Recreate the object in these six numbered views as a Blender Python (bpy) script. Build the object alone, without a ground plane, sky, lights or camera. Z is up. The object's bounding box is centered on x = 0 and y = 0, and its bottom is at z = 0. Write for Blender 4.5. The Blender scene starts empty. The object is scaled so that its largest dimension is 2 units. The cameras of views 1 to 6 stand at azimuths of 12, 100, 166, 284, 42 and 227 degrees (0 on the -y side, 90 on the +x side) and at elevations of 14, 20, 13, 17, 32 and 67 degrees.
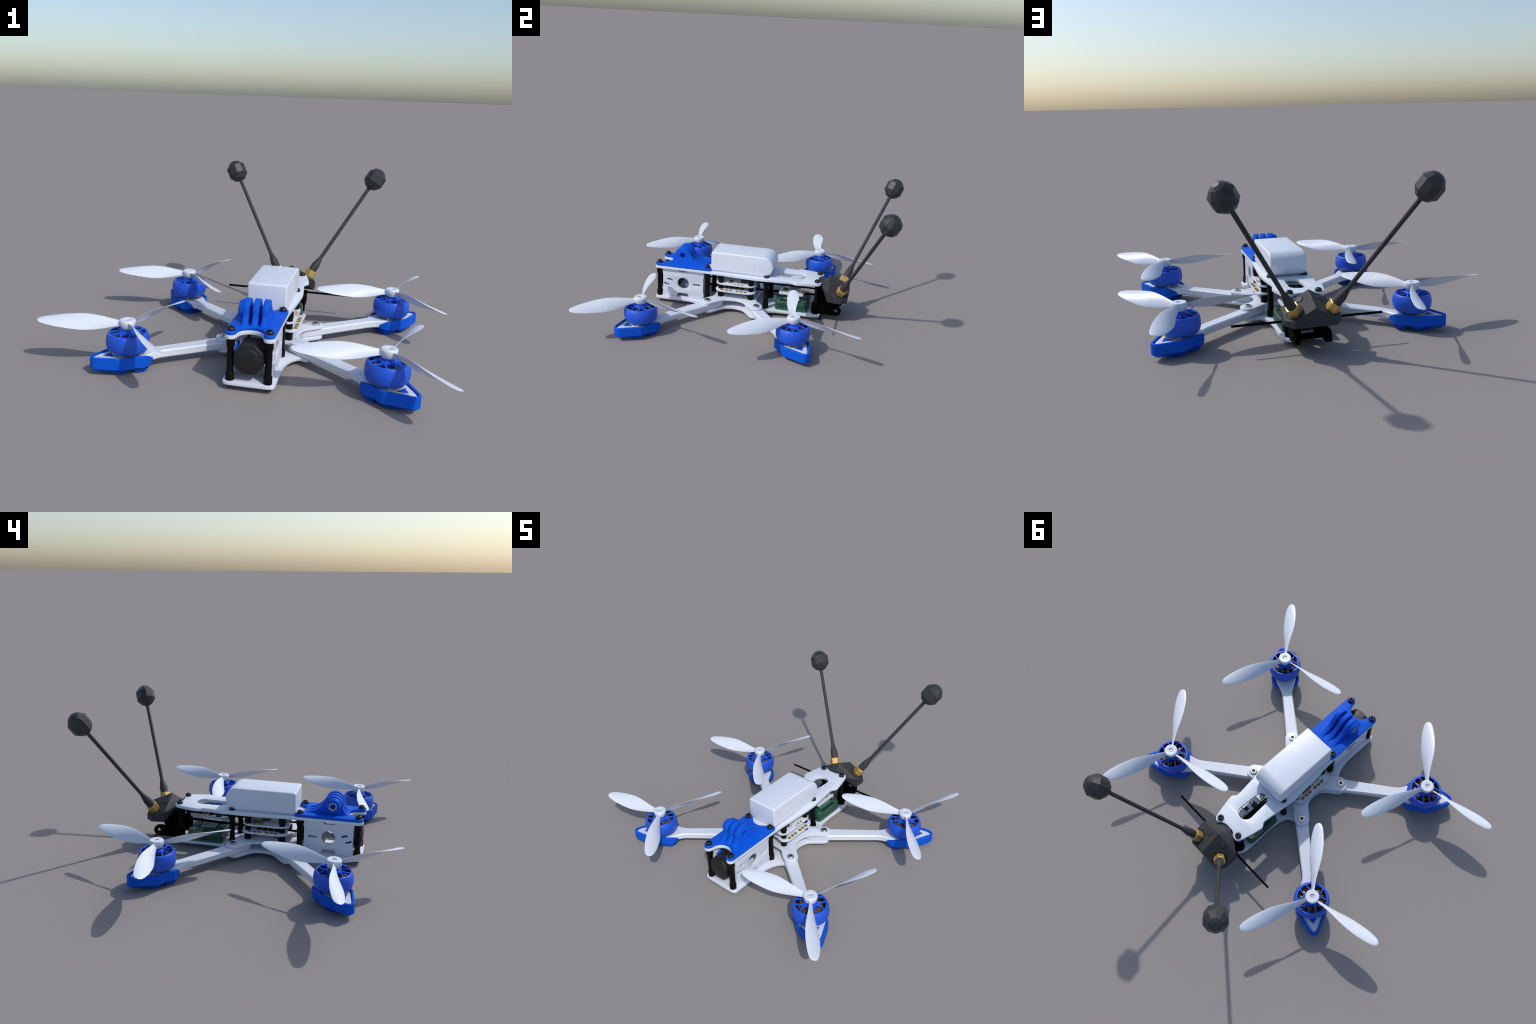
# Racing quadcopter: white carbon X frame, blue motors and printed parts, tri-blade
# propellers, two mushroom antennas at the back.  Metres, z up, nose towards -y.
import bpy, bmesh, math, random
from mathutils import Vector, Matrix

random.seed(7)
CX, CY = 0.0695, -0.116            # centre of the arm cross
ARM_X, ARM_Y = 0.6305, 0.492       # motor offsets from that centre
PI = math.pi

# ------------------------------------------------------------------ materials
def new_mat(name, color, rough=0.5, metal=0.0, spec=0.5, coat=0.0):
    m = bpy.data.materials.new(name)
    m.use_nodes = True
    b = m.node_tree.nodes['Principled BSDF']
    b.inputs['Base Color'].default_value = (*color, 1)
    b.inputs['Roughness'].default_value = rough
    b.inputs['Metallic'].default_value = metal
    b.inputs['Specular IOR Level'].default_value = spec
    b.inputs['Coat Weight'].default_value = coat
    return m

def nodes(m):
    nt = m.node_tree
    return nt, nt.nodes, nt.links, nt.nodes['Principled BSDF']

def grain(m, c0, c1, scale=60.0, stretch=(1, 1, 1), bump=0.0, detail=3.0):
    """Fine two-tone noise plus an optional bump on object coordinates."""
    nt, N, L, b = nodes(m)
    tc = N.new('ShaderNodeTexCoord'); mp = N.new('ShaderNodeMapping')
    mp.inputs['Scale'].default_value = stretch
    L.new(tc.outputs['Object'], mp.inputs['Vector'])
    nz = N.new('ShaderNodeTexNoise')
    nz.inputs['Scale'].default_value = scale
    nz.inputs['Detail'].default_value = detail
    L.new(mp.outputs['Vector'], nz.inputs['Vector'])
    r = N.new('ShaderNodeValToRGB')
    r.color_ramp.elements[0].position = 0.35; r.color_ramp.elements[1].position = 0.65
    r.color_ramp.elements[0].color = (*c0, 1); r.color_ramp.elements[1].color = (*c1, 1)
    L.new(nz.outputs['Fac'], r.inputs['Fac'])
    L.new(r.outputs['Color'], b.inputs['Base Color'])
    if bump:
        bp = N.new('ShaderNodeBump'); bp.inputs['Strength'].default_value = bump
        bp.inputs['Distance'].default_value = 0.002
        L.new(nz.outputs['Fac'], bp.inputs['Height']); L.new(bp.outputs['Normal'], b.inputs['Normal'])
    return m

def layer_lines(m, scale=160.0, strength=0.12):
    """Printed layers: fine horizontal bands as bump."""
    nt, N, L, b = nodes(m)
    tc = N.new('ShaderNodeTexCoord'); w = N.new('ShaderNodeTexWave')
    w.wave_type = 'BANDS'; w.bands_direction = 'Z'
    w.inputs['Scale'].default_value = scale; w.inputs['Distortion'].default_value = 0.6
    L.new(tc.outputs['Object'], w.inputs['Vector'])
    bp = N.new('ShaderNodeBump'); bp.inputs['Strength'].default_value = strength
    bp.inputs['Distance'].default_value = 0.001
    L.new(w.outputs['Fac'], bp.inputs['Height']); L.new(bp.outputs['Normal'], b.inputs['Normal'])
    return m

WHITE = grain(new_mat('white_carbon', (.63, .68, .77), .42), (.622, .672, .762), (.645, .695, .785), 90, (1, 1, 5), .03)
WHITE_PROP = new_mat('white_propeller', (.64, .69, .78), .34)
WHITE_BOARD = grain(new_mat('white_board', (.60, .65, .74), .4), (.585, .635, .725), (.615, .665, .755), 70)
BLUE = layer_lines(grain(new_mat('blue_print', (.004, .090, .60), .55, 0, .12), (.0035, .085, .57), (.0045, .095, .62), 50), 160, .08)
BLUE_METAL = new_mat('blue_anodised', (.014, .090, .60), .42, 0.0, .38)
BLACK = new_mat('black_anodised', (.006, .006, .006), .38)
BLACK_TUBE = new_mat('black_tube', (.0010, .0010, .0010), .6, 0, .04)
STANDOFF = new_mat('black_standoff', (.0035, .0035, .0035), .45, 0, .14)
LENS_BLACK = new_mat('black_housing', (.008, .008, .009), .45)
GREY_PRINT = new_mat('charcoal_plastic', (.036, .037, .041), .62, 0, .3)
GREY_GROOVE = new_mat('dark_groove', (.006, .006, .007), .7)
BRASS = new_mat('brass', (.62, .40, .12), .34, 0.6)
GOLD = new_mat('gold_pad', (.36, .23, .025), .4, .35)
STEEL = new_mat('steel', (.55, .55, .54), .25, .95)
CHIP = new_mat('chip_black', (.012, .013, .016), .45)
SHIELD = new_mat('chip_shield', (.16, .155, .145), .4, .6)
GREEN = grain(new_mat('green_case', (.022, .098, .060), .40), (.020, .090, .054), (.024, .106, .066), 40)
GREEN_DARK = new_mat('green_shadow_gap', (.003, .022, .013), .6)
LABEL = new_mat('grey_label', (.25, .29, .28), .5)
COPPER = grain(new_mat('copper_winding', (.16, .085, .016), .42, .45), (.13, .072, .012), (.34, .195, .040), 140, (1, 1, .25), .4)
MAGNET = new_mat('magnet_black', (.010, .010, .012), .35)
BASEMETAL = new_mat('motor_base_metal', (.42, .42, .41), .32, .85)
BOARD_GREEN = new_mat('port_metal', (.35, .35, .35), .35, .8)

# propeller moulding streaks: faint lines along each blade
def prop_streaks(m):
    nt, N, L, b = nodes(m)
    tc = N.new('ShaderNodeTexCoord'); w = N.new('ShaderNodeTexWave')
    w.wave_type = 'BANDS'; w.bands_direction = 'Y'
    w.inputs['Scale'].default_value = 55; w.inputs['Distortion'].default_value = .4
    L.new(tc.outputs['Object'], w.inputs['Vector'])
    bp = N.new('ShaderNodeBump'); bp.inputs['Strength'].default_value = .10
    bp.inputs['Distance'].default_value = .001
    L.new(w.outputs['Fac'], bp.inputs['Height']); L.new(bp.outputs['Normal'], b.inputs['Normal'])
BLADE = new_mat('white_blade', (.64, .69, .78), .38); prop_streaks(BLADE)

# battery wrap: twill weave on the broad faces, crinkled film on the ends
def battery_wrap():
    m = new_mat('battery_wrap', (.63, .68, .77), .36)
    nt, N, L, b = nodes(m)
    tc = N.new('ShaderNodeTexCoord')
    def bands(rot, scale, axis='X'):
        mp = N.new('ShaderNodeMapping'); mp.inputs['Rotation'].default_value = rot
        L.new(tc.outputs['Object'], mp.inputs['Vector'])
        w = N.new('ShaderNodeTexWave'); w.wave_type = 'BANDS'; w.bands_direction = axis
        w.inputs['Scale'].default_value = scale; w.inputs['Distortion'].default_value = .8
        L.new(mp.outputs['Vector'], w.inputs['Vector'])
        return w.outputs['Fac']
    twill = bands((0, 0, .55), 15)
    cells = bands((0, 0, 0), 12.5, 'Z')
    mp = N.new('ShaderNodeMapping'); mp.inputs['Scale'].default_value = (34, 3, 2.5)
    L.new(tc.outputs['Object'], mp.inputs['Vector'])
    nz = N.new('ShaderNodeTexNoise'); nz.inputs['Scale'].default_value = 1.0
    nz.inputs['Detail'].default_value = 2.5
    L.new(mp.outputs['Vector'], nz.inputs['Vector'])
    mx = N.new('ShaderNodeMath'); mx.operation = 'MULTIPLY_ADD'; mx.inputs[1].default_value = .45
    L.new(twill, mx.inputs[0]); L.new(cells, mx.inputs[2])
    mx2 = N.new('ShaderNodeMath'); mx2.operation = 'MULTIPLY_ADD'; mx2.inputs[1].default_value = .8
    L.new(nz.outputs['Fac'], mx2.inputs[0]); L.new(mx.outputs[0], mx2.inputs[2])
    bp = N.new('ShaderNodeBump'); bp.inputs['Strength'].default_value = .040
    bp.inputs['Distance'].default_value = .004
    L.new(mx2.outputs[0], bp.inputs['Height']); L.new(bp.outputs['Normal'], b.inputs['Normal'])
    r = N.new('ShaderNodeValToRGB')
    r.color_ramp.elements[0].color = (.624, .674, .765, 1); r.color_ramp.elements[1].color = (.638, .688, .776, 1)
    L.new(twill, r.inputs['Fac']); L.new(r.outputs['Color'], b.inputs['Base Color'])
    return m
BATTERY = battery_wrap()

# ------------------------------------------------------------------ object helpers
COL = bpy.context.scene.collection
ROOT = bpy.data.objects.new('racing_quadcopter', None)
ROOT.empty_display_size = 0.2
COL.objects.link(ROOT)
ROOT['label'] = 'white racing quadcopter with blue motors and two black antennas'
ROOT['category'] = 'racing drone'

def finish(me, mat, angle=35, flat=False):
    me.materials.clear(); me.materials.append(mat)
    if not flat:
        me.polygons.foreach_set('use_smooth', [True] * len(me.polygons))
        me.set_sharp_from_angle(angle=math.radians(angle))
    me.update()
    return me

def put(name, me, parent=ROOT, loc=(0, 0, 0), rot=(0, 0, 0), kind=None):
    o = bpy.data.objects.new(name, me)
    COL.objects.link(o)
    o.parent = parent
    o.location = loc; o.rotation_euler = rot
    if kind: o['kind'] = kind
    return o

def from_bm(bm, name, mat, angle=35, flat=False):
    bmesh.ops.recalc_face_normals(bm, faces=bm.faces)
    me = bpy.data.meshes.new(name)
    bm.to_mesh(me); bm.free()
    return finish(me, mat, angle, flat)

def fillet(pts, seg=6):
    """Polygon corners (x, y, radius) -> rounded outline."""
    out = []; n = len(pts)
    for i in range(n):
        p = Vector(pts[i][:2]); r = pts[i][2] if len(pts[i]) > 2 else 0
        a = Vector(pts[i - 1][:2]) - p; c = Vector(pts[(i + 1) % n][:2]) - p
        if r <= 0: out.append(p); continue
        la, lc = a.length, c.length; a.normalize(); c.normalize()
        half = a.angle(c) / 2
        if half > PI / 2 - .02: out.append(p); continue
        d = min(r / math.tan(half), la * .48, lc * .48); r = d * math.tan(half)
        bis = (a + c).normalized(); ctr = p + bis * (r / math.sin(half))
        s = p + a * d - ctr; e = p + c * d - ctr
        a0 = math.atan2(s.y, s.x); da = math.atan2(e.y, e.x) - a0
        da = (da + PI) % (2 * PI) - PI
        for k in range(seg + 1):
            t = a0 + da * k / seg
            out.append(ctr + Vector((math.cos(t), math.sin(t))) * r)
    return out

def spline(pts, n=5, closed=True):
    """Catmull-Rom through the points."""
    P = [Vector(p) for p in pts]; m = len(P); out = []
    for i in range(m if closed else m - 1):
        g = lambda k: P[k % m] if closed else P[max(0, min(m - 1, k))]
        p0, p1, p2, p3 = g(i - 1), g(i), g(i + 1), g(i + 2)
        for k in range(n):
            t = k / n
            out.append(.5 * (2 * p1 + (p2 - p0) * t + (2 * p0 - 5 * p1 + 4 * p2 - p3) * t * t
                             + (3 * p1 - p0 - 3 * p2 + p3) * t ** 3))
    if not closed: out.append(P[-1])
    return out

def mirror_x(half):
    """Half outline (x>=0, front to back) -> closed outline, mirrored in x."""
    h = [tuple(p) for p in half]
    return h + [(-p[0], *p[1:]) for p in reversed(h) if abs(p[0]) > 1e-6]

def circle(x, y, r, n=24):
    return [Vector((x + r * math.cos(2 * PI * k / n), y + r * math.sin(2 * PI * k / n))) for k in range(n)]

def slab(name, loops, thick, mat, bevel=.002, bres=1, angle=35):
    """Flat part cut from sheet: outline + holes, thickness centred on z=0, rounded edges."""
    cu = bpy.data.curves.new(name, 'CURVE')
    cu.dimensions = '2D'; cu.fill_mode = 'BOTH'
    cu.extrude = thick / 2 - bevel; cu.bevel_depth = bevel; cu.bevel_resolution = bres; cu.offset = -bevel
    for lp in loops:
        s = cu.splines.new('POLY'); s.points.add(len(lp) - 1)
        for q, p in zip(s.points, lp): q.co = (p[0], p[1], 0, 1)
        s.use_cyclic_u = True
    o = bpy.data.objects.new(name, cu); COL.objects.link(o)
    dg = bpy.context.evaluated_depsgraph_get()
    me = bpy.data.meshes.new_from_object(o.evaluated_get(dg))
    bpy.data.objects.remove(o); bpy.data.curves.remove(cu)
    bm = bmesh.new(); bm.from_mesh(me); bpy.data.meshes.remove(me)
    bmesh.ops.remove_doubles(bm, verts=bm.verts, dist=1e-5)
    return from_bm(bm, name, mat, angle)

def xform(me, M):
    me.transform(M); me.update(); return me
# local (x,y) of a slab -> (y,z) plane, thickness along x
YZ = Matrix(((0, 0, 1, 0), (1, 0, 0, 0), (0, 1, 0, 0), (0, 0, 0, 1)))
# local (x,y) of a slab -> (x,z) plane, thickness along y
XZ = Matrix(((1, 0, 0, 0), (0, 0, -1, 0), (0, 1, 0, 0), (0, 0, 0, 1)))

def lathe(profile, seg=40, close=False, bm=None, M=None):
    """Revolve (r, z) profile around z."""
    own = bm is None
    bm = bm or bmesh.new(); rings = []
    for r, z in profile:
        if r < 1e-6:
            v = bm.verts.new((0, 0, z)); rings.append([v] * seg)
        else:
            rings.append([bm.verts.new((r * math.cos(2 * PI * k / seg), r * math.sin(2 * PI * k / seg), z)) for k in range(seg)])
    vs = [v for rg in rings for v in rg]
    pairs = list(zip(rings, rings[1:])) + ([(rings[-1], rings[0])] if close else [])
    for a, b in pairs:
        for k in range(seg):
            q = [a[k], a[(k + 1) % seg], b[(k + 1) % seg], b[k]]
            u = []
            for v in q:
                if v not in u: u.append(v)
            if len(u) > 2: bm.faces.new(u)
    if M is not None:
        for v in set(vs): v.co = M @ v.co
    return bm

def box(bm, x0, x1, y0, y1, z0, z1, M=None):
    v = [bm.verts.new((x, y, z)) for x in (x0, x1) for y in (y0, y1) for z in (z0, z1)]
    for f in ((0, 1, 3, 2), (4, 6, 7, 5), (0, 4, 5, 1), (2, 3, 7, 6), (0, 2, 6, 4), (1, 5, 7, 3)):
        bm.faces.new([v[i] for i in f])
    if M is not None:
        for q in v: q.co = M @ q.co
    return v

def bevel_all(bm, w, seg=2):
    bmesh.ops.bevel(bm, geom=bm.edges[:], offset=w, segments=seg, affect='EDGES', profile=.5)
    return bm

def block(name, size, mat, bevel=.003, seg=2):
    bm = bmesh.new(); a, b, c = (s / 2 for s in size)
    box(bm, -a, a, -b, b, -c, c)
    bmesh.ops.recalc_face_normals(bm, faces=bm.faces)
    if bevel: bevel_all(bm, bevel, seg)
    return from_bm(bm, name, mat)

def frame_to(d):
    """Matrix whose z axis is d."""
    return Vector(d).to_track_quat('Z', 'Y').to_matrix().to_4x4()

def tube(p0, p1, r, bm, seg=14):
    p0, p1 = Vector(p0), Vector(p1); d = p1 - p0
    M = Matrix.Translation(p0) @ frame_to(d); h = d.length
    lathe([(0, 0), (r, 0), (r, h), (0, h)], seg, bm=bm, M=M)

# ------------------------------------------------------------------ frame plates
Z_BOT, Z_ARM, Z_MID, Z_TOP = (.0245, .0430), (.0438, .0852), (.0860, .1000), (.2520, .2715)

def cross_lobe(sx, sy, grow=0.0):
    """One arm lobe of the X plates, from the side waist to the end waist (first quadrant)."""
    g = grow
    return [(.155 + g, 0), (.160 + g, .035), (.172 + g, .066), (.200 + g, .094), (.246 + g, .131),
            (.262 + g, .150), (.265 + g, .172), (.256 + g, .196), (.238 + g, .212), (.215 + g, .214), (.190, .205)]

lob = cross_lobe(1, 1)
mid_quarter = lob + [(.158, .181), (.132, .158), (.108, .151), (.05, .150)]
mid = [(x, y) for x, y in mid_quarter]
mid_loop = ([(x, y) for x, y in mid] + [(-x, y) for x, y in reversed(mid[1:])] +
            [(-x, -y) for x, y in mid] + [(x, -y) for x, y in reversed(mid[1:])])
clamp = slab('clamp_plate', [spline(mid_loop, 4)], Z_MID[1] - Z_MID[0], WHITE, .002)
put('clamp_plate', clamp, loc=(CX, CY, sum(Z_MID) / 2))

lobe_b = [(x - .004, y - .003) for x, y in lob[1:]]
front_half = [(0, -.706), (.060, -.706), (.100, -.704), (.120, -.694), (.126, -.672), (.126, -.56), (.126, -.465),
              (.131, -.425), (.143, -.378), (.160, -.345)]
rear_half = [(.150, .103), (.132, .140), (.122, .190), (.119, .27), (.121, .35), (.121, .42), (.112, .462),
             (.085, .488), (.050, .486), (.035, .470), (0, .466)]
bottom_half = (front_half + [(x, CY - y) for x, y in reversed(lobe_b)] + [(.151, CY)] +
               [(x, CY + y) for x, y in lobe_b] + rear_half)
bot = slab('bottom_plate', [spline(mirror_x(bottom_half), 4)], Z_BOT[1] - Z_BOT[0], WHITE, .0022)
put('bottom_plate', bot, loc=(CX, 0, sum(Z_BOT) / 2))

def nose_notch(r=.061, yc=-.676, n=9):
    """Half of the round camera cut-out between the two front screw ears."""
    return [(r * math.sin(a), yc + r * math.cos(a)) for a in [k / n * 1.25 for k in range(n + 1)]]

ear_front = [(.066, -.688), (.075, -.701), (.090, -.707), (.106, -.703), (.117, -.690), (.119, -.672)]
top_half = (nose_notch() + ear_front +
            [(.119, -.55), (.119, -.40), (.120, -.30), (.126, -.20), (.133, -.10), (.138, -.01), (.139, .06), (.134, .12),
             (.126, .19), (.118, .262), (.121, .282), (.131, .294), (.137, .308), (.136, .324), (.122, .39), (.107, .446),
             (.099, .464), (.084, .474), (.069, .470), (.052, .459), (.028, .449), (0, .447)])
slot = ([(.039 * math.cos(a), .188 + .039 * math.sin(a)) for a in [PI + k * PI / 10 for k in range(11)]] +
        [(.046 * math.cos(a), .313 + .046 * math.sin(a)) for a in [k * PI / 10 for k in range(11)]])
top = slab('top_plate', [spline(mirror_x(top_half), 3), slot], Z_TOP[1] - Z_TOP[0], WHITE, .002)
put('top_plate', top, loc=(CX, 0, sum(Z_TOP) / 2))

# upright camera side panels (y,z outline)
def stadium(x, y, l, r, ang=0, n=6):
    o = []
    for s, a0 in ((1, -PI / 2), (-1, PI / 2)):
        for k in range(n + 1):
            a = a0 + k * PI / n
            p = Vector((s * l / 2 + r * math.cos(a), r * math.sin(a)))
            o.append(Vector((x + p.x * math.cos(ang) - p.y * math.sin(ang), y + p.x * math.sin(ang) + p.y * math.cos(ang))))
    return o
panel_out = fillet([(-.658, .0445), (-.552, .0445, .003), (-.543, .074, .014), (-.467, .074, .014), (-.460, .0445, .003), (-.356, .0445),
                    (-.350, .075, .006), (-.355, .090, .006), (-.355, .205, .006), (-.350, .220, .006), (-.356, .2510),
                    (-.462, .2510, .003), (-.472, .235, .010), (-.536, .235, .010), (-.546, .2510, .003), (-.658, .2510),
                    (-.652, .205, .006), (-.652, .090, .006)])
def arc_slot(cx, cy, r, a0, a1, w=.0066, n=6):
    o = [Vector((cx + (r + w) * math.cos(a), cy + (r + w) * math.sin(a))) for a in [a0 + (a1 - a0) * k / n for k in range(n + 1)]]
    return o + [Vector((cx + (r - w) * math.cos(a), cy + (r - w) * math.sin(a))) for a in [a1 + (a0 - a1) * k / n for k in range(n + 1)]]
panel = slab('side_panel', [panel_out, circle(-.503, .150, .042, 32), stadium(-.405, .148, .044, .0068),
                            arc_slot(-.613, .121, .050, math.radians(52), math.radians(97)),
                            arc_slot(-.611, .179, .050, math.radians(-130), math.radians(-86))], .016, WHITE, .0015)
xform(panel, YZ)
for s in (1, -1):
    put('side_panel', panel, loc=(CX + s * .0915, 0, 0))

# ------------------------------------------------------------------ arms and bumpers (radial frame: +x outwards from motor)
arm_half = [(-.640, 0), (-.638, .022), (-.622, .036), (-.600, .040), (-.50, .040), (-.35, .0365), (-.18, .0335), (-.148, .036),
            (-.122, .044), (-.098, .056), (-.072, .068), (-.045, .0755), (0, .0790), (.040, .0790), (.060, .0715),
            (.148, .0265), (.160, .0180), (.1725, .0075), (.1745, 0)]
arm_loop = [Vector(p) for p in arm_half] + [Vector((x, -y)) for x, y in reversed(arm_half[1:-1])]
arm_hole = fillet([(.128, 0, .004), (.080, .033, .004), (.080, -.033, .004)])
arm_me = slab('arm', [arm_loop], Z_ARM[1] - Z_ARM[0], WHITE, .0065, 0)
peg_me = slab('bumper_peg', [arm_hole], .026, BLUE, .001)

guard_half = [(.1875, 0), (.1855, .012), (.179, .0225), (.168, .0305), (.060, .0880), (.047, .0910), (.030, .0910), (.012, .0870),
              (-.006, .0845), (-.022, .0860), (-.045, .0920), (-.062, .0910), (-.082, .0825), (-.096, .0710), (-.107, .0580), (-.1150, .0465)]

def guard_mesh():
    """Printed bumper: open-ended shell around the arm tip, chamfered floor with small feet."""
    bm = bmesh.new()
    wall = .0120
    path = [Vector(p) for p in guard_half[::-1]] + [Vector((x, -y)) for x, y in guard_half[1:]]
    n = len(path)
    def inset(i, d):
        a = path[max(0, i - 1)]; c = path[min(n - 1, i + 1)]
        t = (c - a).normalized(); nrm = Vector((t.y, -t.x))
        q = path[i] + nrm * d
        return q
    # inward side: towards the axis
    sgn = 1 if (inset(n // 2, .01).x < path[n // 2].x) else -1
    zt, zb = .0910, .034
    rows = []
    for i in range(n):
        e = max(0, (-path[i].x - .066) / .0490)          # rear wings taper top and bottom
        t = zt - .031 * e ** 1.5; b = zb + .014 * e ** 1.5
        o = path[i]; q = inset(i, sgn * wall); f = inset(i, sgn * .020); m = inset(i, sgn * .0025)
        rows.append([(q.x, q.y, b + .008), (q.x, q.y, t), (q.x * .5 + o.x * .5, q.y * .5 + o.y * .5, t + .0004), (m.x, m.y, t), (o.x, o.y, t - .003), (o.x, o.y, b), (f.x, f.y, b - .0165)])
    V = [[bm.verts.new(c) for c in r] for r in rows]
    for i in range(n - 1):
        for k in range(6):
            bm.faces.new((V[i][k], V[i + 1][k], V[i + 1][k + 1], V[i][k + 1]))
    bm.faces.new(V[0]); bm.faces.new(V[-1][::-1])
    # floor under the arm tip, joining the two lower edges
    half = n // 2
    for i in range(half):
        j = n - 1 - i
        a, b_, c, d = V[i][6], V[i + 1][6], V[j - 1][6], V[j][6]
        if b_ is c: bm.faces.new((a, b_, d))
        else: bm.faces.new((a, b_, c, d))
        a, b_, c, d = V[i][0], V[i + 1][0], V[j - 1][0], V[j][0]
        if b_ is c: bm.faces.new((d, b_, a))
        else: bm.faces.new((d, c, b_, a))
    a, d = V[0], V[-1]
    bm.faces.new((a[6], d[6], d[0], a[0]))
    # feet
    for lo_o, hi_o in (([(.030, .058), (.058, .054), (.085, .026), (.085, -.026), (.058, -.054), (.030, -.058)],
                        [(.016, .072), (.064, .072), (.140, .026), (.140, -.026), (.064, -.072), (.016, -.072)]),
                       ([(-.078, .052), (-.060, .064), (-.022, .060), (-.022, -.060), (-.060, -.064), (-.078, -.052)],
                        [(-.092, .056), (-.062, .077), (-.008, .072), (-.008, -.072), (-.062, -.077), (-.092, -.056)])):
        lo = [bm.verts.new((x, y, 0)) for x, y in lo_o]; hi = [bm.verts.new((x, y, .020)) for x, y in hi_o]
        bm.faces.new(lo[::-1]); bm.faces.new(hi)
        for k in range(6):
            bm.faces.new((lo[k], lo[(k + 1) % 6], hi[(k + 1) % 6], hi[k]))
    return from_bm(bm, 'motor_bumper', BLUE, 28)
guard_me = guard_mesh()

motors = []
for sx in (1, -1):
    for sy in (-1, 1):
        ang = math.atan2(sy * ARM_Y, sx * ARM_X)
        mx, my = CX + sx * ARM_X, CY + sy * ARM_Y
        put('arm', arm_me, loc=(mx, my, sum(Z_ARM) / 2), rot=(0, 0, ang))
        gd = put('motor_bumper', guard_me, loc=(mx, my, 0), rot=(0, 0, ang))
        put('bumper_peg', peg_me, gd, loc=(0, 0, Z_ARM[1] + .0004 - .013))
        motors.append((mx, my, ang))

# ------------------------------------------------------------------ motors (world orientation shared by all four)
bell = lathe([(.0860, .1035), (.0920, .1040), (.0970, .109), (.1018, .120), (.1050, .132), (.1064, .146), (.1060, .158), (.1040, .172),
              (.1005, .184), (.0970, .1915), (.0945, .1945), (.0925, .1952), (.0860, .1945), (.0850, .1925), (.0855, .188), (.0890, .178), (.0895, .112)],
             56, close=True)
# raised hub and ten spokes, forking in five pairs
lathe([(0, .206), (.024, .206), (.0245, .2145), (.0290, .2145), (.0295, .2040), (.0385, .2035), (.0410, .2010), (.0415, .190), (.036, .176), (0, .176)], 32, bm=bell)
FORK0 = math.radians(-43.2)
def beam(bm, p, q, w, h):
    p, q = Vector(p), Vector(q); d = (q - p); t = Vector((-d.y, d.x, 0)).normalized() * w / 2
    up = Vector((0, 0, h))
    ring = []
    for c in (p, q):
        ring.append([bm.verts.new(c - t - up), bm.verts.new(c + t - up), bm.verts.new(c + t * 1.0 - up * .12), bm.verts.new(c + t * .55), bm.verts.new(c - t * .55), bm.verts.new(c - t - up * .12)])
    n = 6
    for k in range(n):
        bm.faces.new((ring[0][k], ring[0][(k + 1) % n], ring[1][(k + 1) % n], ring[1][k]))
    bm.faces.new(ring[0][::-1]); bm.faces.new(ring[1])
def pol(r, a, z): return (r * math.cos(a), r * math.sin(a), z)
for k in range(5):
    a = FORK0 + k * 2 * PI / 5
    for s in (-1, 1):
        knee = pol(.056, a + s * .20, .1990)
        beam(bell, pol(.038, a + s * .25, .2010), knee, .0072, .014)
        beam(bell, knee, pol(.0905, a + s * .41, .1948), .0068, .010)
    beam(bell, pol(.034, a, .1975), pol(.053, a, .1965), .0105, .012)
motor_me = from_bm(bell, 'motor', BLUE_METAL, 32)

mag = bmesh.new()
for k in range(14):                                   # curved magnets inside the bell
    a = k * 2 * PI / 14
    M = Matrix.Rotation(a, 4, 'Z')
    for j in range(3):
        box(mag, .0805, .0886, -.0058, .0058, .116, .182, M @ Matrix.Rotation((j - 1) * .135, 4, 'Z'))
magnet_me = from_bm(mag, 'magnet_ring', MAGNET)

st = bmesh.new()
for k in range(12):
    M = Matrix.Rotation(k * 2 * PI / 12 + .1, 4, 'Z')
    box(st, .036, .0685, -.0105, .0105, .112, .181, M)
bmesh.ops.recalc_face_normals(st, faces=st.faces)
bevel_all(st, .006, 2)
winding_me = from_bm(st, 'copper_winding', COPPER)
core = bmesh.new()
lathe([(0, .150), (.036, .150), (.036, .104), (0, .104)], 32, bm=core)
for k in range(12):
    M = Matrix.Rotation(k * 2 * PI / 12 + .1, 4, 'Z')
    box(core, .067, .0765, -.0165, .0165, .116, .166, M)
core_me = from_bm(core, 'stator_core', MAGNET)

mb = bmesh.new()
lathe([(0, .0975), (.074, .0975), (.078, .1035), (.078, .107), (.030, .110), (0, .110)], 36, bm=mb)
lathe([(0, .0856), (.026, .0856), (.026, .098), (0, .098)], 28, bm=mb)
for k in range(4):
    M = Matrix.Rotation(math.radians(45 + 90 * k), 4, 'Z')
    box(mb, .018, .068, -.013, .013, .0856, .0985, M)
    lathe([(0, .0856), (.015, .0856), (.015, .099), (0, .099)], 18, bm=mb, M=M @ Matrix.Translation((.060, 0, 0)))
base_me = from_bm(mb, 'motor_base', BASEMETAL)

# propeller: hub + three twisted airfoil blades
hub = lathe([(0, .2150), (.0325, .2150), (.0350, .2175), (.0395, .2380), (.0405, .2500), (.0395, .2545), (.0365, .2575), (.0180, .2582), (.0140, .2575),
             (.0115, .2540), (.0115, .2480), (0, .2480)], 40)
prop_me = from_bm(hub, 'propeller', WHITE_PROP, 40)
shaft_me = from_bm(lathe([(0, .206), (.0085, .206), (.0085, .2535), (.006, .2555), (0, .2555)], 16), 'motor_shaft', new_mat('shaft_steel', (.72, .71, .70), .3, .6))

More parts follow.
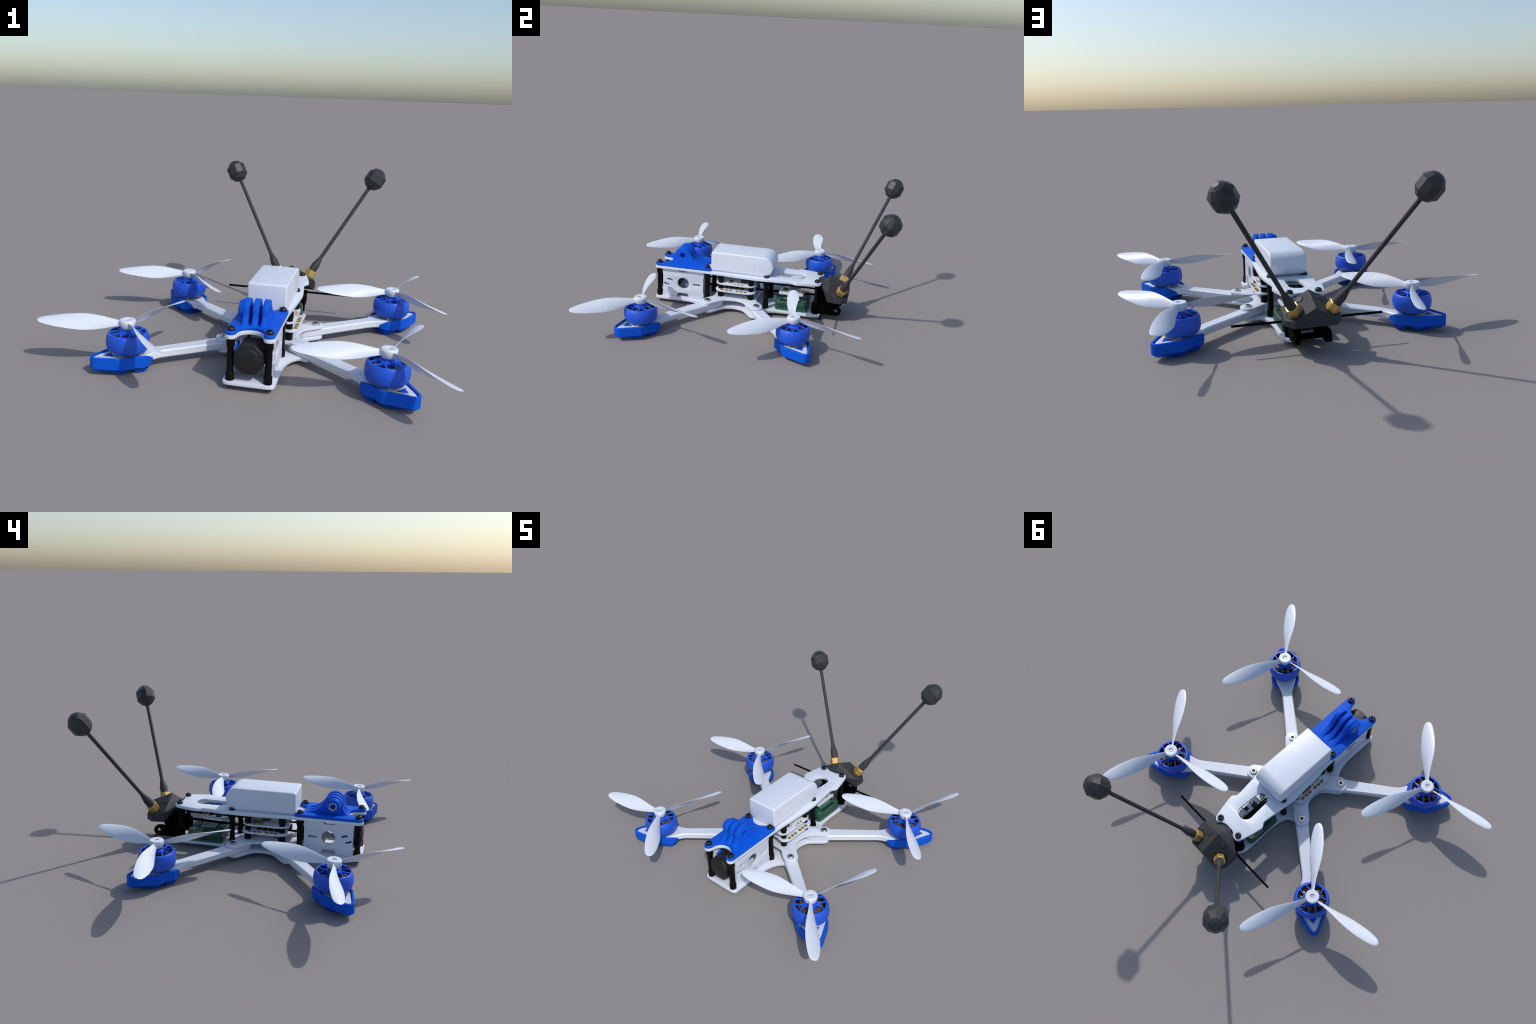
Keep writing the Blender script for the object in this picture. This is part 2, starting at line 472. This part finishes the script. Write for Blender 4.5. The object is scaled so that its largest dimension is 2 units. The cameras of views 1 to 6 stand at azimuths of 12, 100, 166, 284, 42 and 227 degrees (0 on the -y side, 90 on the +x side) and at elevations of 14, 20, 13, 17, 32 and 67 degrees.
# (radius, chord, pitch degrees, chordwise shift, z)
BLADE_ST = [(.030, .031, 57, .000, .2365), (.053, .0335, 57, .000, .2365), (.085, .046, 60, .000, .2365), (.123, .0625, 58, .000, .2365),
            (.165, .0775, 53, .000, .2365), (.203, .0880, 46.5, .000, .2366), (.230, .0925, 42.5, .000, .2367), (.260, .0930, 38.5, .000, .2368), (.295, .0900, 34, .000, .2370),
            (.325, .0860, 30, .000, .2372), (.350, .0810, 27, .001, .2375), (.375, .0740, 24, .001, .2380), (.397, .0650, 21.5, .001, .2382), (.416, .0565, 18.5, .001, .2385),
            (.430, .0455, 16.5, .001, .2388), (.4405, .0320, 16, .001, .2390), (.4460, .0150, 15.5, .001, .2390)]
def blade_mesh():
    bm = bmesh.new(); rings = []; m = 9
    for r, c, pitch, sh, z in BLADE_ST:
        b = math.radians(pitch); ring = []
        up, lo = [], []
        for k in range(m):
            u = k / (m - 1); x = (.5 - .5 * math.cos(PI * u))
            th = .060 * c * (4 * x * (1 - x)) ** .6 + .0007
            cam = .065 * c * 4 * x * (1 - x)
            up.append(((x - .5) * c + sh, cam + th * .6)); lo.append(((x - .5) * c + sh, cam - th * .4))
        for s, h in up + lo[::-1]:
            # chord runs counter-clockwise and downwards
            ring.append(bm.verts.new((r, s * math.cos(b) + h * math.sin(b), z - s * math.sin(b) + h * math.cos(b))))
        rings.append(ring)
    n = len(rings[0])
    for a, c in zip(rings, rings[1:]):
        for k in range(n):
            bm.faces.new((a[k], a[(k + 1) % n], c[(k + 1) % n], c[k]))
    bm.faces.new(rings[0]); bm.faces.new(rings[-1][::-1])
    return from_bm(bm, 'propeller_blade', BLADE, 50)
blade_me = blade_mesh()

for mx, my, ang in motors:
    mo = put('motor', motor_me, loc=(mx, my, 0))
    put('magnet_ring', magnet_me, mo)
    put('copper_winding', winding_me, mo, kind='stuff')
    put('stator_core', core_me, mo)
    put('motor_base', base_me, mo, rot=(0, 0, ang))
    put('motor_shaft', shaft_me, mo)
    pr = put('propeller', prop_me, loc=(mx, my, .0008))
    for a in (-49.7, 70.3, -169.7):
        put('propeller_blade', blade_me, pr, rot=(0, 0, math.radians(a)))

# ------------------------------------------------------------------ screws and standoffs
def button_screw(name, r, h, mat, socket=.010):
    prof = [(r, 0), (r * .99, h * .25)]
    for k in range(1, 6):
        a = k / 6 * PI / 2
        prof.append((socket * 1.2 + (r * .99 - socket * 1.2) * math.cos(a), h * .25 + h * .75 * math.sin(a)))
    prof += [(socket * 1.15, h)]
    bm = lathe(prof, 28)
    # hex socket
    top = [v for v in bm.verts if abs(v.co.z - h) < 1e-7]
    hx = lathe([(socket, h), (socket, h * .35), (0, h * .30)], 6)
    me0 = bpy.data.meshes.new('tmp'); hx.to_mesh(me0); hx.free(); bm.from_mesh(me0); bpy.data.meshes.remove(me0)
    # ring between round rim and hexagon
    lathe([(socket * 1.16, h - .0002), (socket * .86, h - .0002)], 28, bm=bm)
    return from_bm(bm, name, mat, 40)
screw_me = button_screw('button_screw', .0193, .0165, BLACK)
POSTS = {'front': (.0915, -.678, .2895), 'middle': (.0915, -.327, .2895), 'battery': (.0985, .0965, .2715), 'tail': (.0770, .445, .2715)}
for s in (1, -1):
    for x, y, z in POSTS.values():
        put('button_screw', screw_me, loc=(CX + s * x, y, z + .0003))

post_me = from_bm(lathe([(0, .0433), (.0195, .0433), (.0208, .0445), (.0208, .0765), (.0198, .0800), (.0165, .0885), (.0165, .2060), (.0198, .2145), (.0208, .2180),
                         (.0208, .2495), (.0195, .2512), (0, .2512)], 32), 'standoff', STANDOFF, 30)
tail_post_me = from_bm(lathe([(0, .0435), (.0135, .0435), (.0135, .2510), (0, .2510)], 24), 'standoff', STANDOFF)
under_me = from_bm(lathe([(0, .0100), (.014, .0100), (.0185, .0150), (.0190, .0243), (0, .0243)], 28), 'underside_screw', BLACK)
for s in (1, -1):
    for k in ('front', 'middle', 'battery'):
        put('standoff', post_me, loc=(CX + s * POSTS[k][0], POSTS[k][1], 0))
    put('standoff', tail_post_me, loc=(CX + s * POSTS['tail'][0], POSTS['tail'][1], 0))
    for k in POSTS:
        put('underside_screw', under_me, loc=(CX + s * POSTS[k][0], POSTS[k][1], 0))

def socket_screw(r, h):
    bm = lathe([(r * 1.12, 0), (r * 1.12, .003), (r, .0035), (r, h - .0015), (r - .0015, h), (r * .62, h)], 32)
    lathe([(r * .60, h), (r * .60, .004)], 6, bm=bm); lathe([(r * .63, h - .0002), (r * .5, h - .0002)], 32, bm=bm)
    return bm
arm_screw_me = from_bm(socket_screw(.0205, .0100), 'arm_screw', STEEL, 40)
socket_me = from_bm(lathe([(0, .0045), (.0115, .0045)], 24), 'screw_socket', CHIP)
small_screw_me = from_bm(socket_screw(.0165, .0120), 'centre_screw', STEEL, 40)
for sx in (1, -1):
    for sy in (1, -1):
        o = put('arm_screw', arm_screw_me, loc=(CX + sx * .2215, CY + sy * .1725, Z_MID[1] + .0003))
        put('screw_socket', socket_me, o)
        o = put('centre_screw', small_screw_me, loc=(CX + sx * .082, CY + sy * .069, Z_MID[1] + .0003))
        put('screw_socket', socket_me, o)

# ------------------------------------------------------------------ battery
rc = [(.070 + .0690 * math.cos(a), .34275 + .07075 * math.sin(a)) for a in [-PI / 2 + k * PI / 20 for k in range(21)]]
lower = fillet([(-.3000, .2720, .008), (.070, .2720), (.070, .4135), (-.3000, .4135, .012)])
nA = 7
loop = [Vector(p) for p in rc] + lower[-nA:] + lower[:nA]
bat_me = slab('battery', [loop], .2085, BATTERY, .011, 3, 40)
xform(bat_me, YZ)
put('battery', bat_me, loc=(CX, 0, 0))

# ------------------------------------------------------------------ action camera mount on the nose
plate_half = (nose_notch(.064, -.676) + ear_front +
              [(.120, -.55), (.120, -.42), (.1195, -.327), (.1165, -.308), (.106, -.297), (.092, -.2965), (.072, -.308), (.045, -.332), (.028, -.345), (.014, -.349), (0, -.349)])
nose_me = slab('camera_mount', [spline(mirror_x(plate_half), 3)], .0175, BLUE, .0045, 2)
MZ = .2719 + .00875
mount = put('camera_mount', nose_me, loc=(CX, 0, MZ))
lug = [(-.607, .278), (-.607, .2905), (-.5985, .2960), (-.5910, .305), (-.5840, .317), (-.5785, .331)]
lug += [(-.521 + .0560 * math.cos(a), .345 + .0560 * math.sin(a)) for a in [math.radians(188 - k * 12) for k in range(15)]]
lug += [(-.457, .345), (-.442, .327), (-.423, .3125), (-.402, .3015), (-.382, .2945), (-.362, .2905), (-.362, .278)]
lug_me = slab('mount_lug', [[Vector(p) for p in lug], circle(-.521, .345, .0178, 24)], .0265, BLUE, .0015)
xform(lug_me, YZ)
for x in (-.0465, 0, .0465):
    put('mount_lug', lug_me, mount, loc=(x, 0, -MZ))
boss = lathe([(.0165, 0), (.0500, 0), (.0495, .006), (.0410, .026), (.0390, .028), (.0280, .028)], 36)
lathe([(.0275, .0278), (.0275, .012), (.0165, .012)], 6, bm=boss)
lathe([(.0282, .0279), (.0240, .0279)], 36, bm=boss)
boss_me = from_bm(boss, 'nut_boss', BLUE, 30)
put('nut_boss', boss_me, mount, loc=(-.0465 - .0125, -.521, .345 - MZ), rot=(0, -PI / 2, 0))
nut = lathe([(.0270, .014), (.0270, .0292), (.0255, .0305), (.0195, .0305), (.0180, .029), (.0180, .014)], 6)
nut_me = from_bm(nut, 'hex_nut', STEEL, 20)
put('hex_nut', nut_me, mount, loc=(-.0465 - .0125, -.521, .345 - MZ), rot=(0, -PI / 2, 0))

# ------------------------------------------------------------------ nose camera
def octagon(a, c):
    return [Vector(p) for p in ((a, c), (c, a), (-c, a), (-a, c), (-a, -c), (-c, -a), (c, -a), (a, -c))]
cam_me = slab('nose_camera', [fillet([(p.x, p.y, .010) for p in octagon(.0685, .0320)], 4)], .075, LENS_BLACK, .005, 2)
xform(cam_me, Matrix.Diagonal((1, 1, 1.05, 1)) @ XZ)
TILT = 0.0
cam = put('nose_camera', cam_me, loc=(CX - .0005, -.6615, .1570), rot=(TILT, 0, 0))
lens_me = from_bm(lathe([(.0525, 0), (.0515, .0012), (.0480, .0016), (.0400, .0030), (.0290, .0042), (.0150, .0050), (0, .0053)], 48), 'camera_lens', LENS_BLACK, 60)
put('camera_lens', lens_me, cam, loc=(0, -.0374, 0), rot=(PI / 2, 0, 0))
barrel_me = from_bm(lathe([(0, 0), (.066, 0), (.068, .004), (.068, .060), (0, .060)], 40), 'camera_barrel', LENS_BLACK)
put('camera_barrel', barrel_me, cam, loc=(0, .080, .004), rot=(PI / 2, 0, 0))
body_me = block('camera_body', (.100, .050, .110), LENS_BLACK, .008)
put('camera_body', body_me, cam, loc=(0, .092, .004))
br_me = slab('camera_bracket', [fillet([(-.636, .10, .02), (-.636, .195, .02), (-.560, .205, .02), (-.560, .10, .02)])], .009, BLUE, .0015)
xform(br_me, YZ)
for s in (1, -1):
    put('camera_bracket', br_me, loc=(CX + s * .0782, 0, 0))

# ------------------------------------------------------------------ electronics stack
damp_me = {}
def ring_post(name, r, z0, z1):
    return from_bm(lathe([(0, z0), (r - .001, z0), (r, z0 + .001), (r, z1 - .001), (r - .001, z1), (0, z1)], 24), name, STANDOFF)
LOWB, UPB = (.1485, .1590), (.1925, .2020)
segs = [ring_post('stack_spacer', .0205, .1003, LOWB[0] - .0003), ring_post('stack_spacer', .0180, LOWB[1] + .0003, UPB[0] - .0003),
        ring_post('stack_spacer', .0175, UPB[1] + .0003, .2175), ring_post('stack_spacer', .0208, .2178, .2510)]
for sx in (1, -1):
    for sy in (1, -1):
        for m in segs:
            put('stack_spacer', m, loc=(CX + sx * .112, CY + sy * .107, 0))
def board(name, hx, hy, r, z, mat=WHITE_BOARD, notch=.010):
    q = [(hx, 0), (hx, hy - r * 1.25), (hx - r * .25, hy - r * .45), (hx - r * .8, hy), (hx - r * 1.6, hy - notch * .2), (hx - r * 2.2, hy - notch), (0, hy - notch)]
    lp = [(x, y) for x, y in q[:-1]] + [(-x, y) for x, y in reversed(q[:-1])]
    lp += [(-x, -y) for x, y in q[1:-1]] + [(x, -y) for x, y in reversed(q[1:-1])]
    return slab(name, [spline(lp, 4)], z[1] - z[0], mat, .0015)
esc = put('speed_controller_board', board('speed_controller_board', .159, .140, .042, LOWB), loc=(CX, CY, sum(LOWB) / 2))
fc = put('flight_controller_board', board('flight_controller_board', .1405, .140, .042, UPB), loc=(CX, CY, sum(UPB) / 2))
pad_me = block('solder_pad', (.020, .021, .003), GOLD, .0005, 1)
pad_s = block('solder_pad', (.008, .012, .003), GOLD, .0004, 1)
pad_l = block('solder_pad', (.034, .024, .003), GOLD, .0006, 1)
hl = (LOWB[1] - LOWB[0]) / 2; hu = (UPB[1] - UPB[0]) / 2
for s in (1, -1):
    for y in (-.076, -.046, -.017, .029, .058, .089):
        put('solder_pad', pad_me, esc, loc=(s * .1435, y * s * -1, hl + .0005))
chip_fet = block('power_chip', (.034, .026, .010), CHIP, .001, 1)
for s in (1, -1):
    for y in (-.072, -.035, .003, .041):
        put('power_chip', chip_fet, esc, loc=(s * .096, y, hl + .0045))
for x in (-.026, .026):
    put('solder_pad', pad_l, esc, loc=(x, .124, hl + .0005), rot=(0, 0, PI / 2))
put('power_module', block('power_module', (.120, .150, .030), CHIP, .004), esc, loc=(0, 0, hl + .0155))
put('controller_chip', block('controller_chip', (.045, .045, .010), CHIP, .001, 1), fc, loc=(.060, .048, hu + .0045))
put('gyro_chip', block('gyro_chip', (.026, .026, .008), CHIP, .001, 1), fc, loc=(.085, -.040, hu + .0035))
put('memory_chip', block('memory_chip', (.040, .050, .008), CHIP, .001, 1), fc, loc=(-.030, .01, hu + .0035))
sh = put('chip_shield', block('chip_shield', (.060, .068, .010), SHIELD, .001, 1), fc, loc=(-.108, .046, hu + .0075))
put('shield_base', block('shield_base', (.063, .070, .008), GOLD, .001, 1), sh, loc=(0, 0, -.0065))
for y in (.012, .036, .060):
    put('solder_pad', pad_s, fc, loc=(.1315, y - .016, hu + .0005))
for y in (.022, .048):
    put('solder_pad', pad_s, fc, loc=(.121, y + .002, hu + .0005))
for y in (-.008, -.030, -.052):
    put('solder_pad', pad_s, fc, loc=(-.1315, y, hu + .0005))
for x, y in ((.108, -.05), (.108, -.030), (.090, .008), (-.06, -.04), (.0, -.07), (.02, -.05), (-.04, .09), (.09, .085)):
    put('small_component', pad_s, fc, loc=(x, y, hu + .001), rot=(0, 0, random.choice((0, PI / 2))))
plug_me = block('wire_connector', (.050, .024, .016), new_mat('ivory_connector', (.42, .40, .36), .5), .002)
put('wire_connector', plug_me, fc, loc=(0, -.118, hu + .007))
put('wire_connector', plug_me, fc, loc=(0, .118, hu + .007))

# ------------------------------------------------------------------ video transmitter (finned green case)
VX, VY0, VY1, VZ0, VZ1 = .110, .163, .388, .0436, .118
g = bmesh.new()
yc, hy = (VY0 + VY1) / 2, (VY1 - VY0) / 2
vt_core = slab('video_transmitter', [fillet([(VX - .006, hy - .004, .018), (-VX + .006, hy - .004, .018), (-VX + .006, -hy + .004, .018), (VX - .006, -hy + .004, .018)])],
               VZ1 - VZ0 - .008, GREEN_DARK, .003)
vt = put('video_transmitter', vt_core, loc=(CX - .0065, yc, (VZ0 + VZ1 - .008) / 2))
off = (VZ0 + VZ1 - .008) / 2
def ring_band(z0, z1, bev):
    m = slab('case_shell', [fillet([(VX, hy, .022), (-VX, hy, .022), (-VX, -hy, .022), (VX, -hy, .022)]),
                            fillet([(VX - .02, hy - .02, .01), (-VX + .02, hy - .02, .01), (-VX + .02, -hy + .02, .01), (VX - .02, -hy + .02, .01)])], z1 - z0, GREEN, bev, 2)
    put('case_shell', m, vt, loc=(0, 0, (z0 + z1) / 2 - off))
ring_band(VZ0, .056, .003); ring_band(.0810, .1090, .006)
f = bmesh.new()
for s in (1, -1):
    for k in range(17):
        y = -hy + .030 + k * (2 * hy - .06) / 16
        if s < 0 and 6 <= k <= 10 and k % 2: continue
        box(f, s * VX - s * .012, s * VX - s * .001, y - .0035, y + .0035, .054, .083)
    for y in (-hy + .015, hy - .015):
        box(f, s * VX - s * .016, s * VX - s * .0006, y - .009, y + .009, .054, .083)
for k in range(13):
    x = -VX + .030 + k * (2 * VX - .06) / 12
    for s in (1, -1):
        box(f, x - .004, x + .004, s * hy - s * .012, s * hy - s * .001, .054, .083)
fin_me = from_bm(f, 'side_fin', GREEN); xform(fin_me, Matrix.Translation((0, 0, -off)))
put('side_fin', fin_me, vt, kind='stuff')
f = bmesh.new()
for s in (1, -1):                               # slanted cooling ribs either side of the label
    for k in range(9):
        y = -hy + .040 + k * (2 * hy - .08) / 8
        box(f, -.022, .022, -.0032, .0032, .100, .1165, Matrix.Translation((s * .066, y, 0)) @ Matrix.Rotation(s * .5, 4, 'Z'))
for k in range(3):
    for s in (1, -1):
        box(f, -.062, .062, s * (hy - .022 - k * .012) - .003, s * (hy - .022 - k * .012) + .003, .100, .1155)
rib_me = from_bm(f, 'cooling_rib', GREEN); xform(rib_me, Matrix.Translation((0, 0, -off)))
put('cooling_rib', rib_me, vt, kind='stuff')
corner_me = from_bm(lathe([(0, .100), (.021, .100), (.021, .1165), (.0185, .119), (.008, .119), (.008, .113), (0, .113)], 24), 'corner_boss', GREEN)
xform(corner_me, Matrix.Translation((0, 0, -off)))
for sx in (1, -1):
    for sy in (1, -1):
        put('corner_boss', corner_me, vt, loc=(sx * (VX - .026), sy * (hy - .026), 0))
put('circuit_strip', block('circuit_strip', (.030, .120, .006), new_mat('pale_green_board', (.07, .22, .15), .4), .001, 1), vt, loc=(.064, 0, .1172 - off))
for y in (-.045, -.02, .012, .04):
    put('small_component', pad_s, vt, loc=(.064, y, .1207 - off))
lab = put('case_label', block('case_label', (.076, .098, .006), LABEL, .001, 1), vt, loc=(0, 0, .1165 - off))
f = bmesh.new()                                # maker's mark: plain stand-in glyph of strokes
for x0, x1, y0, y1 in ((-.026, -.004, .010, .015), (-.026, -.021, .010, .032), (-.026, -.004, .028, .033), (-.009, -.004, .004, .033), (.0, .018, .020, .025), (.008, .013, .006, .034), (.0, .018, .006, .011)):
    box(f, x0, x1, y0, y1, 0, .0008)
put('label_mark', from_bm(f, 'label_mark', CHIP), lab, loc=(0, 0, .0028))
f = bmesh.new()
for k in range(4):
    for j in range(3):
        w = random.uniform(.006, .012)
        box(f, -.030 + j * .019, -.030 + j * .019 + w, -.040 + k * .010, -.0365 + k * .010, 0, .0006)
put('label_print', from_bm(f, 'label_print', CHIP), lab, loc=(0, 0, .0028), kind='stuff')
port = put('data_port', slab('data_port', [stadium(0, 0, .030, .0085)], .006, BOARD_GREEN, .001), vt, loc=(VX + .0002, .014, .095 - off), rot=(PI / 2, 0, PI / 2))
put('port_opening', slab('port_opening', [stadium(0, 0, .027, .0060)], .004, CHIP, .0005), port, loc=(0, 0, .0016))

# ------------------------------------------------------------------ receiver board above it
RB = (.151, .169)
rx = put('receiver_board', slab('receiver_board', [fillet([(.079, .086, .008), (.010, .086, .008), (.010, -.086, .008), (.079, -.086, .008)])], RB[1] - RB[0], WHITE_BOARD, .0015),
         loc=(CX, .2705, sum(RB) / 2))
hr = (RB[1] - RB[0]) / 2
put('receiver_chip', block('receiver_chip', (.024, .024, .010), CHIP, .001, 1), rx, loc=(.044, .006, hr + .0045))
put('radio_chip', block('radio_chip', (.030, .032, .010), CHIP, .001, 1), rx, loc=(.026, -.046, hr + .0045))
comp = block('small_component', (.007, .010, .006), GOLD, .0006, 1)
for x, y in ((.050, -.060), (.060, -.040), (.042, -.055), (.058, .038), (.018, .016), (.020, .036), (.020, .044), (.020, .052), (.03, .07), (.065, .02)):
    put('small_component', comp, rx, loc=(x, y, hr + .0025), rot=(0, 0, random.choice((0, PI / 2))))
for x in (.066, .050, .034, .018):
    put('solder_pad', pad_s, rx, loc=(x, .079, hr + .0006))

# black cable tubes running nose to tail
f = bmesh.new(); tube((CX + .002, -.36, .1885), (CX + .002, .47, .1925), .0058, f)
put('cable_tube', from_bm(f, 'cable_tube', BLACK_TUBE))
f = bmesh.new(); tube((CX + .001, -.35, .131), (CX + .002, .10, .136), .0068, f); tube((CX + .001, .10, .136), (CX + .002, .47, .148), .0082, f)
put('cable_tube', from_bm(f, 'cable_tube', BLACK_TUBE))

# ------------------------------------------------------------------ antenna mount (faceted charcoal print)
def mount_mesh():
    bm = bmesh.new()
    def v(*c): return bm.verts.new(c)
    def roofz(x, y): return .310 - (.463 * abs(x) + .36 * (y - .526)) / .81
    A, B = v(0, .526, .310), v(0, .658, .2513)
    S = {}
    for s in (1, -1):
        C = v(s * .144, .525, roofz(.144, .525)); D = v(s * .1445, .616, roofz(.1445, .616)); E = v(s * .106, .659, roofz(.106, .659))
        F = v(s * .106, .659, .1555); G = v(s * .1440, .616, .1575); H = v(s * .1440, .528, .162)
        S[s] = (C, D, E, F, G, H)
    def face(*q): bm.faces.new(q)
    for s in (1, -1):
        C, D, E, F, G, H = S[s]
        face(A, B, E, D, C)
        face(D, E, F, G)
        face(C, D, G, H)
    E1, F1 = S[1][2], S[1][3]; E2, F2 = S[-1][2], S[-1][3]
    face(B, E1, F1, F2, E2)
    # underside and concave neck that sweeps up to the notch of the top plate
    rim_top = [(s * w, y, z) for s, w, y, z in ((-1, .075, .478, .246), (-1, .052, .4655, .2625), (-1, .027, .4555, .2665), (1, 0, .453, .2670), (1, .027, .4555, .2665), (1, .052, .4655, .2625), (1, .075, .478, .246))]
    ridge = []
    for k in range(7):
        t = k / 3
        if k < 3: p = S[-1][0].co.lerp(A.co, t)
        else: p = A.co.lerp(S[1][0].co, t - 1)
        ridge.append(p.copy())
    rows = []
    for j in range(6):
        t = j / 5; row = []
        for k in range(7):
            p = ridge[k].lerp(Vector(rim_top[k]), t)
            dip = -.013 * math.sin(PI * t) * (1 - abs(k - 3) / 4)
            p.z += dip
            row.append(p)
        rows.append(row)
    grid = []
    for j, row in enumerate(rows):
        g = []
        for k, p in enumerate(row):
            if j == 0 and k == 0: g.append(S[-1][0])
            elif j == 0 and k == 3: g.append(A)
            elif j == 0 and k == 6: g.append(S[1][0])
            else: g.append(v(*p))
        grid.append(g)
    for j in range(5):
        for k in range(6):
            bm.faces.new((grid[j][k], grid[j][k + 1], grid[j + 1][k + 1], grid[j + 1][k]))
    L1 = v(.070, .490, .222); L2 = v(-.070, .490, .222)
    end = grid[5]
    face(*end, L1, L2)
    for s, L, edge in ((1, L1, 6), (-1, L2, 0)):
        C, H = S[s][0], S[s][5]
        strip = [grid[j][edge] for j in range(6)]
        face(*strip, L, H)
    face(L1, L2, S[-1][5], S[1][5])
    face(S[1][5], S[1][4], S[1][3], S[-1][3], S[-1][4], S[-1][5])
    return from_bm(bm, 'antenna_mount', GREY_PRINT, 25)
amount = put('antenna_mount', mount_mesh(), loc=(CX, 0, 0))

def torus(R, r, seg=32, rs=8):
    bm = bmesh.new(); rings = []
    for k in range(seg):
        a = 2 * PI * k / seg
        rings.append([bm.verts.new(((R + r * math.cos(b)) * math.cos(a), (R + r * math.cos(b)) * math.sin(a), r * math.sin(b))) for b in [2 * PI * j / rs for j in range(rs)]])
    for k in range(seg):
        for j in range(rs):
            bm.faces.new((rings[k][j], rings[(k + 1) % seg][j], rings[(k + 1) % seg][(j + 1) % rs], rings[k][(j + 1) % rs]))
    return bm
seat_ring = from_bm(torus(.0440, .0028), 'seat_groove', GREY_GROOVE)
seat_disc = from_bm(lathe([(0, .0006), (.043, .0006), (.044, -.004)], 32), 'seat_disc', new_mat('seat_plastic', (.016, .017, .018), .6, 0, .3))
btn_ring = from_bm(torus(.0212, .0017), 'button_groove', GREY_GROOVE)
btn_disc = from_bm(lathe([(0, .003), (.0175, .003), (.0195, .0015), (.0195, -.006)], 28), 'plug_button', new_mat('button_plastic', (.036, .037, .039), .55, 0, .35))
nut_hex = lathe([(.0, -.003), (.0345, -.003), (.0365, .000), (.0365, .043), (.0335, .047), (.025, .047), (.025, .040), (0, .040)], 6)
nut_brass = from_bm(nut_hex, 'brass_connector', BRASS, 20)
sleeve_me = from_bm(lathe([(0, .040), (.0245, .040), (.0250, .090), (.0235, .098), (.0135, .142), (.0118, .150), (0, .150)], 24), 'antenna_sleeve', GREY_PRINT, 30)
ANT_LEN = .7715
rod_me = from_bm(lathe([(0, .140), (.0115, .140), (.0115, ANT_LEN - .06), (0, ANT_LEN - .06)], 20), 'antenna_rod', GREY_PRINT)
def ball_mesh():
    """Faceted mushroom head: nine-sided rings, flat-shaded, with a small round cap."""
    bm = bmesh.new(); seg = 10; rings = []
    for r, z, tw in ((.0125, -.0720, 0), (.0370, -.0610, 0), (.0640, -.0285, 0), (.0640, .0300, 0), (.0365, .0635, 0), (.0168, .0735, 0)):
        rings.append([bm.verts.new((r * math.cos(2 * PI * (k + tw) / seg), r * math.sin(2 * PI * (k + tw) / seg), z)) for k in range(seg)])
    for a, b in zip(rings, rings[1:]):
        for k in range(seg): bm.faces.new((a[k], a[(k + 1) % seg], b[(k + 1) % seg], b[k]))
    bm.faces.new(rings[0][::-1]); bm.faces.new(rings[-1])
    return from_bm(bm, 'antenna_head', new_mat('antenna_head_plastic', (.030, .031, .033), .42, 0, .4), flat=True)
head_me = ball_mesh()
for s in (1, -1):
    P0 = Vector((CX + s * .0925, .6100, .2215)); P1 = Vector((CX + s * .4625, .8885, .8390))
    d = (P1 - P0).normalized()
    q = d.to_track_quat('Z', 'Y')
    ant = bpy.data.objects.new('antenna', rod_me); COL.objects.link(ant); ant.parent = ROOT
    ant.location = P0; ant.rotation_mode = 'QUATERNION'; ant.rotation_quaternion = q
    put('brass_connector', nut_brass, ant, rot=(0, 0, .35 * s))
    put('antenna_sleeve', sleeve_me, ant)
    put('antenna_head', head_me, ant, loc=(0, 0, (P1 - P0).length), rot=(0, 0, .2))
    N = Vector((s * .463, .36, .81)).normalized(); qn = N.to_track_quat('Z', 'Y').to_euler()
    def on_roof(x, y): return (s * x, y, .310 - (.463 * x + .36 * (y - .526)) / .81)
    put('seat_groove', seat_ring, amount, loc=on_roof(.0925, .6085), rot=qn)
    put('seat_disc', seat_disc, amount, loc=on_roof(.0925, .6085), rot=qn)
    put('button_groove', btn_ring, amount, loc=on_roof(.0555, .5495), rot=qn)
    put('plug_button', btn_disc, amount, loc=on_roof(.0555, .5495), rot=qn)

# ------------------------------------------------------------------ tail bracket, hook arms and receiver whiskers
hook_prof = [Vector(p) for p in ((.440, .046), (.590, .046))]
hook_prof += [Vector((.588 + .0345 * math.cos(a), .0805 + .0345 * math.sin(a))) for a in [-PI / 2 + k * PI / 12 for k in range(1, 12)]]
hook_prof += [Vector(p) for p in ((.588, .115), (.440, .119))]
hook_me = slab('hook_arm', [hook_prof, circle(.588, .0805, .0145, 20)], .024, BLACK_TUBE, .002)
xform(hook_me, YZ)
tb = bmesh.new()
for s in (1, -1):
    lathe([(.0140, .1235), (.0260, .1235), (.0280, .1215), (.0280, .0450), (.0140, .0450)], 28, bm=tb, M=Matrix.Translation((s * .077, .445, 0)))
tube((-.090, .545, .072), (.090, .545, .072), .017, tb, 18)
box(tb, -.062, .062, .462, .486, .118, .205)
vs = box(tb, -.060, .060, .470, .560, .120, .170)
for s in (1, -1):
    box(tb, s * .045, s * .078, .455, .540, .088, .150)
bracket = put('tail_bracket', from_bm(tb, 'tail_bracket', BLACK_TUBE), loc=(CX, 0, 0))
for s in (1, -1):
    put('hook_arm', hook_me, bracket, loc=(s * .082, 0, 0))
f = bmesh.new(); tube((-.4015, .509, .1478), (.3925, .509, .1478), .0063, f)
put('whisker_antenna', from_bm(f, 'whisker_antenna', BLACK_TUBE), loc=(CX, 0, 0))
f = bmesh.new()
for s in (1, -1): tube((s * .060, .509, .1478), (s * .108, .509, .1478), .0125, f)
put('whisker_socket', from_bm(f, 'whisker_socket', BLACK_TUBE), loc=(CX, 0, 0))
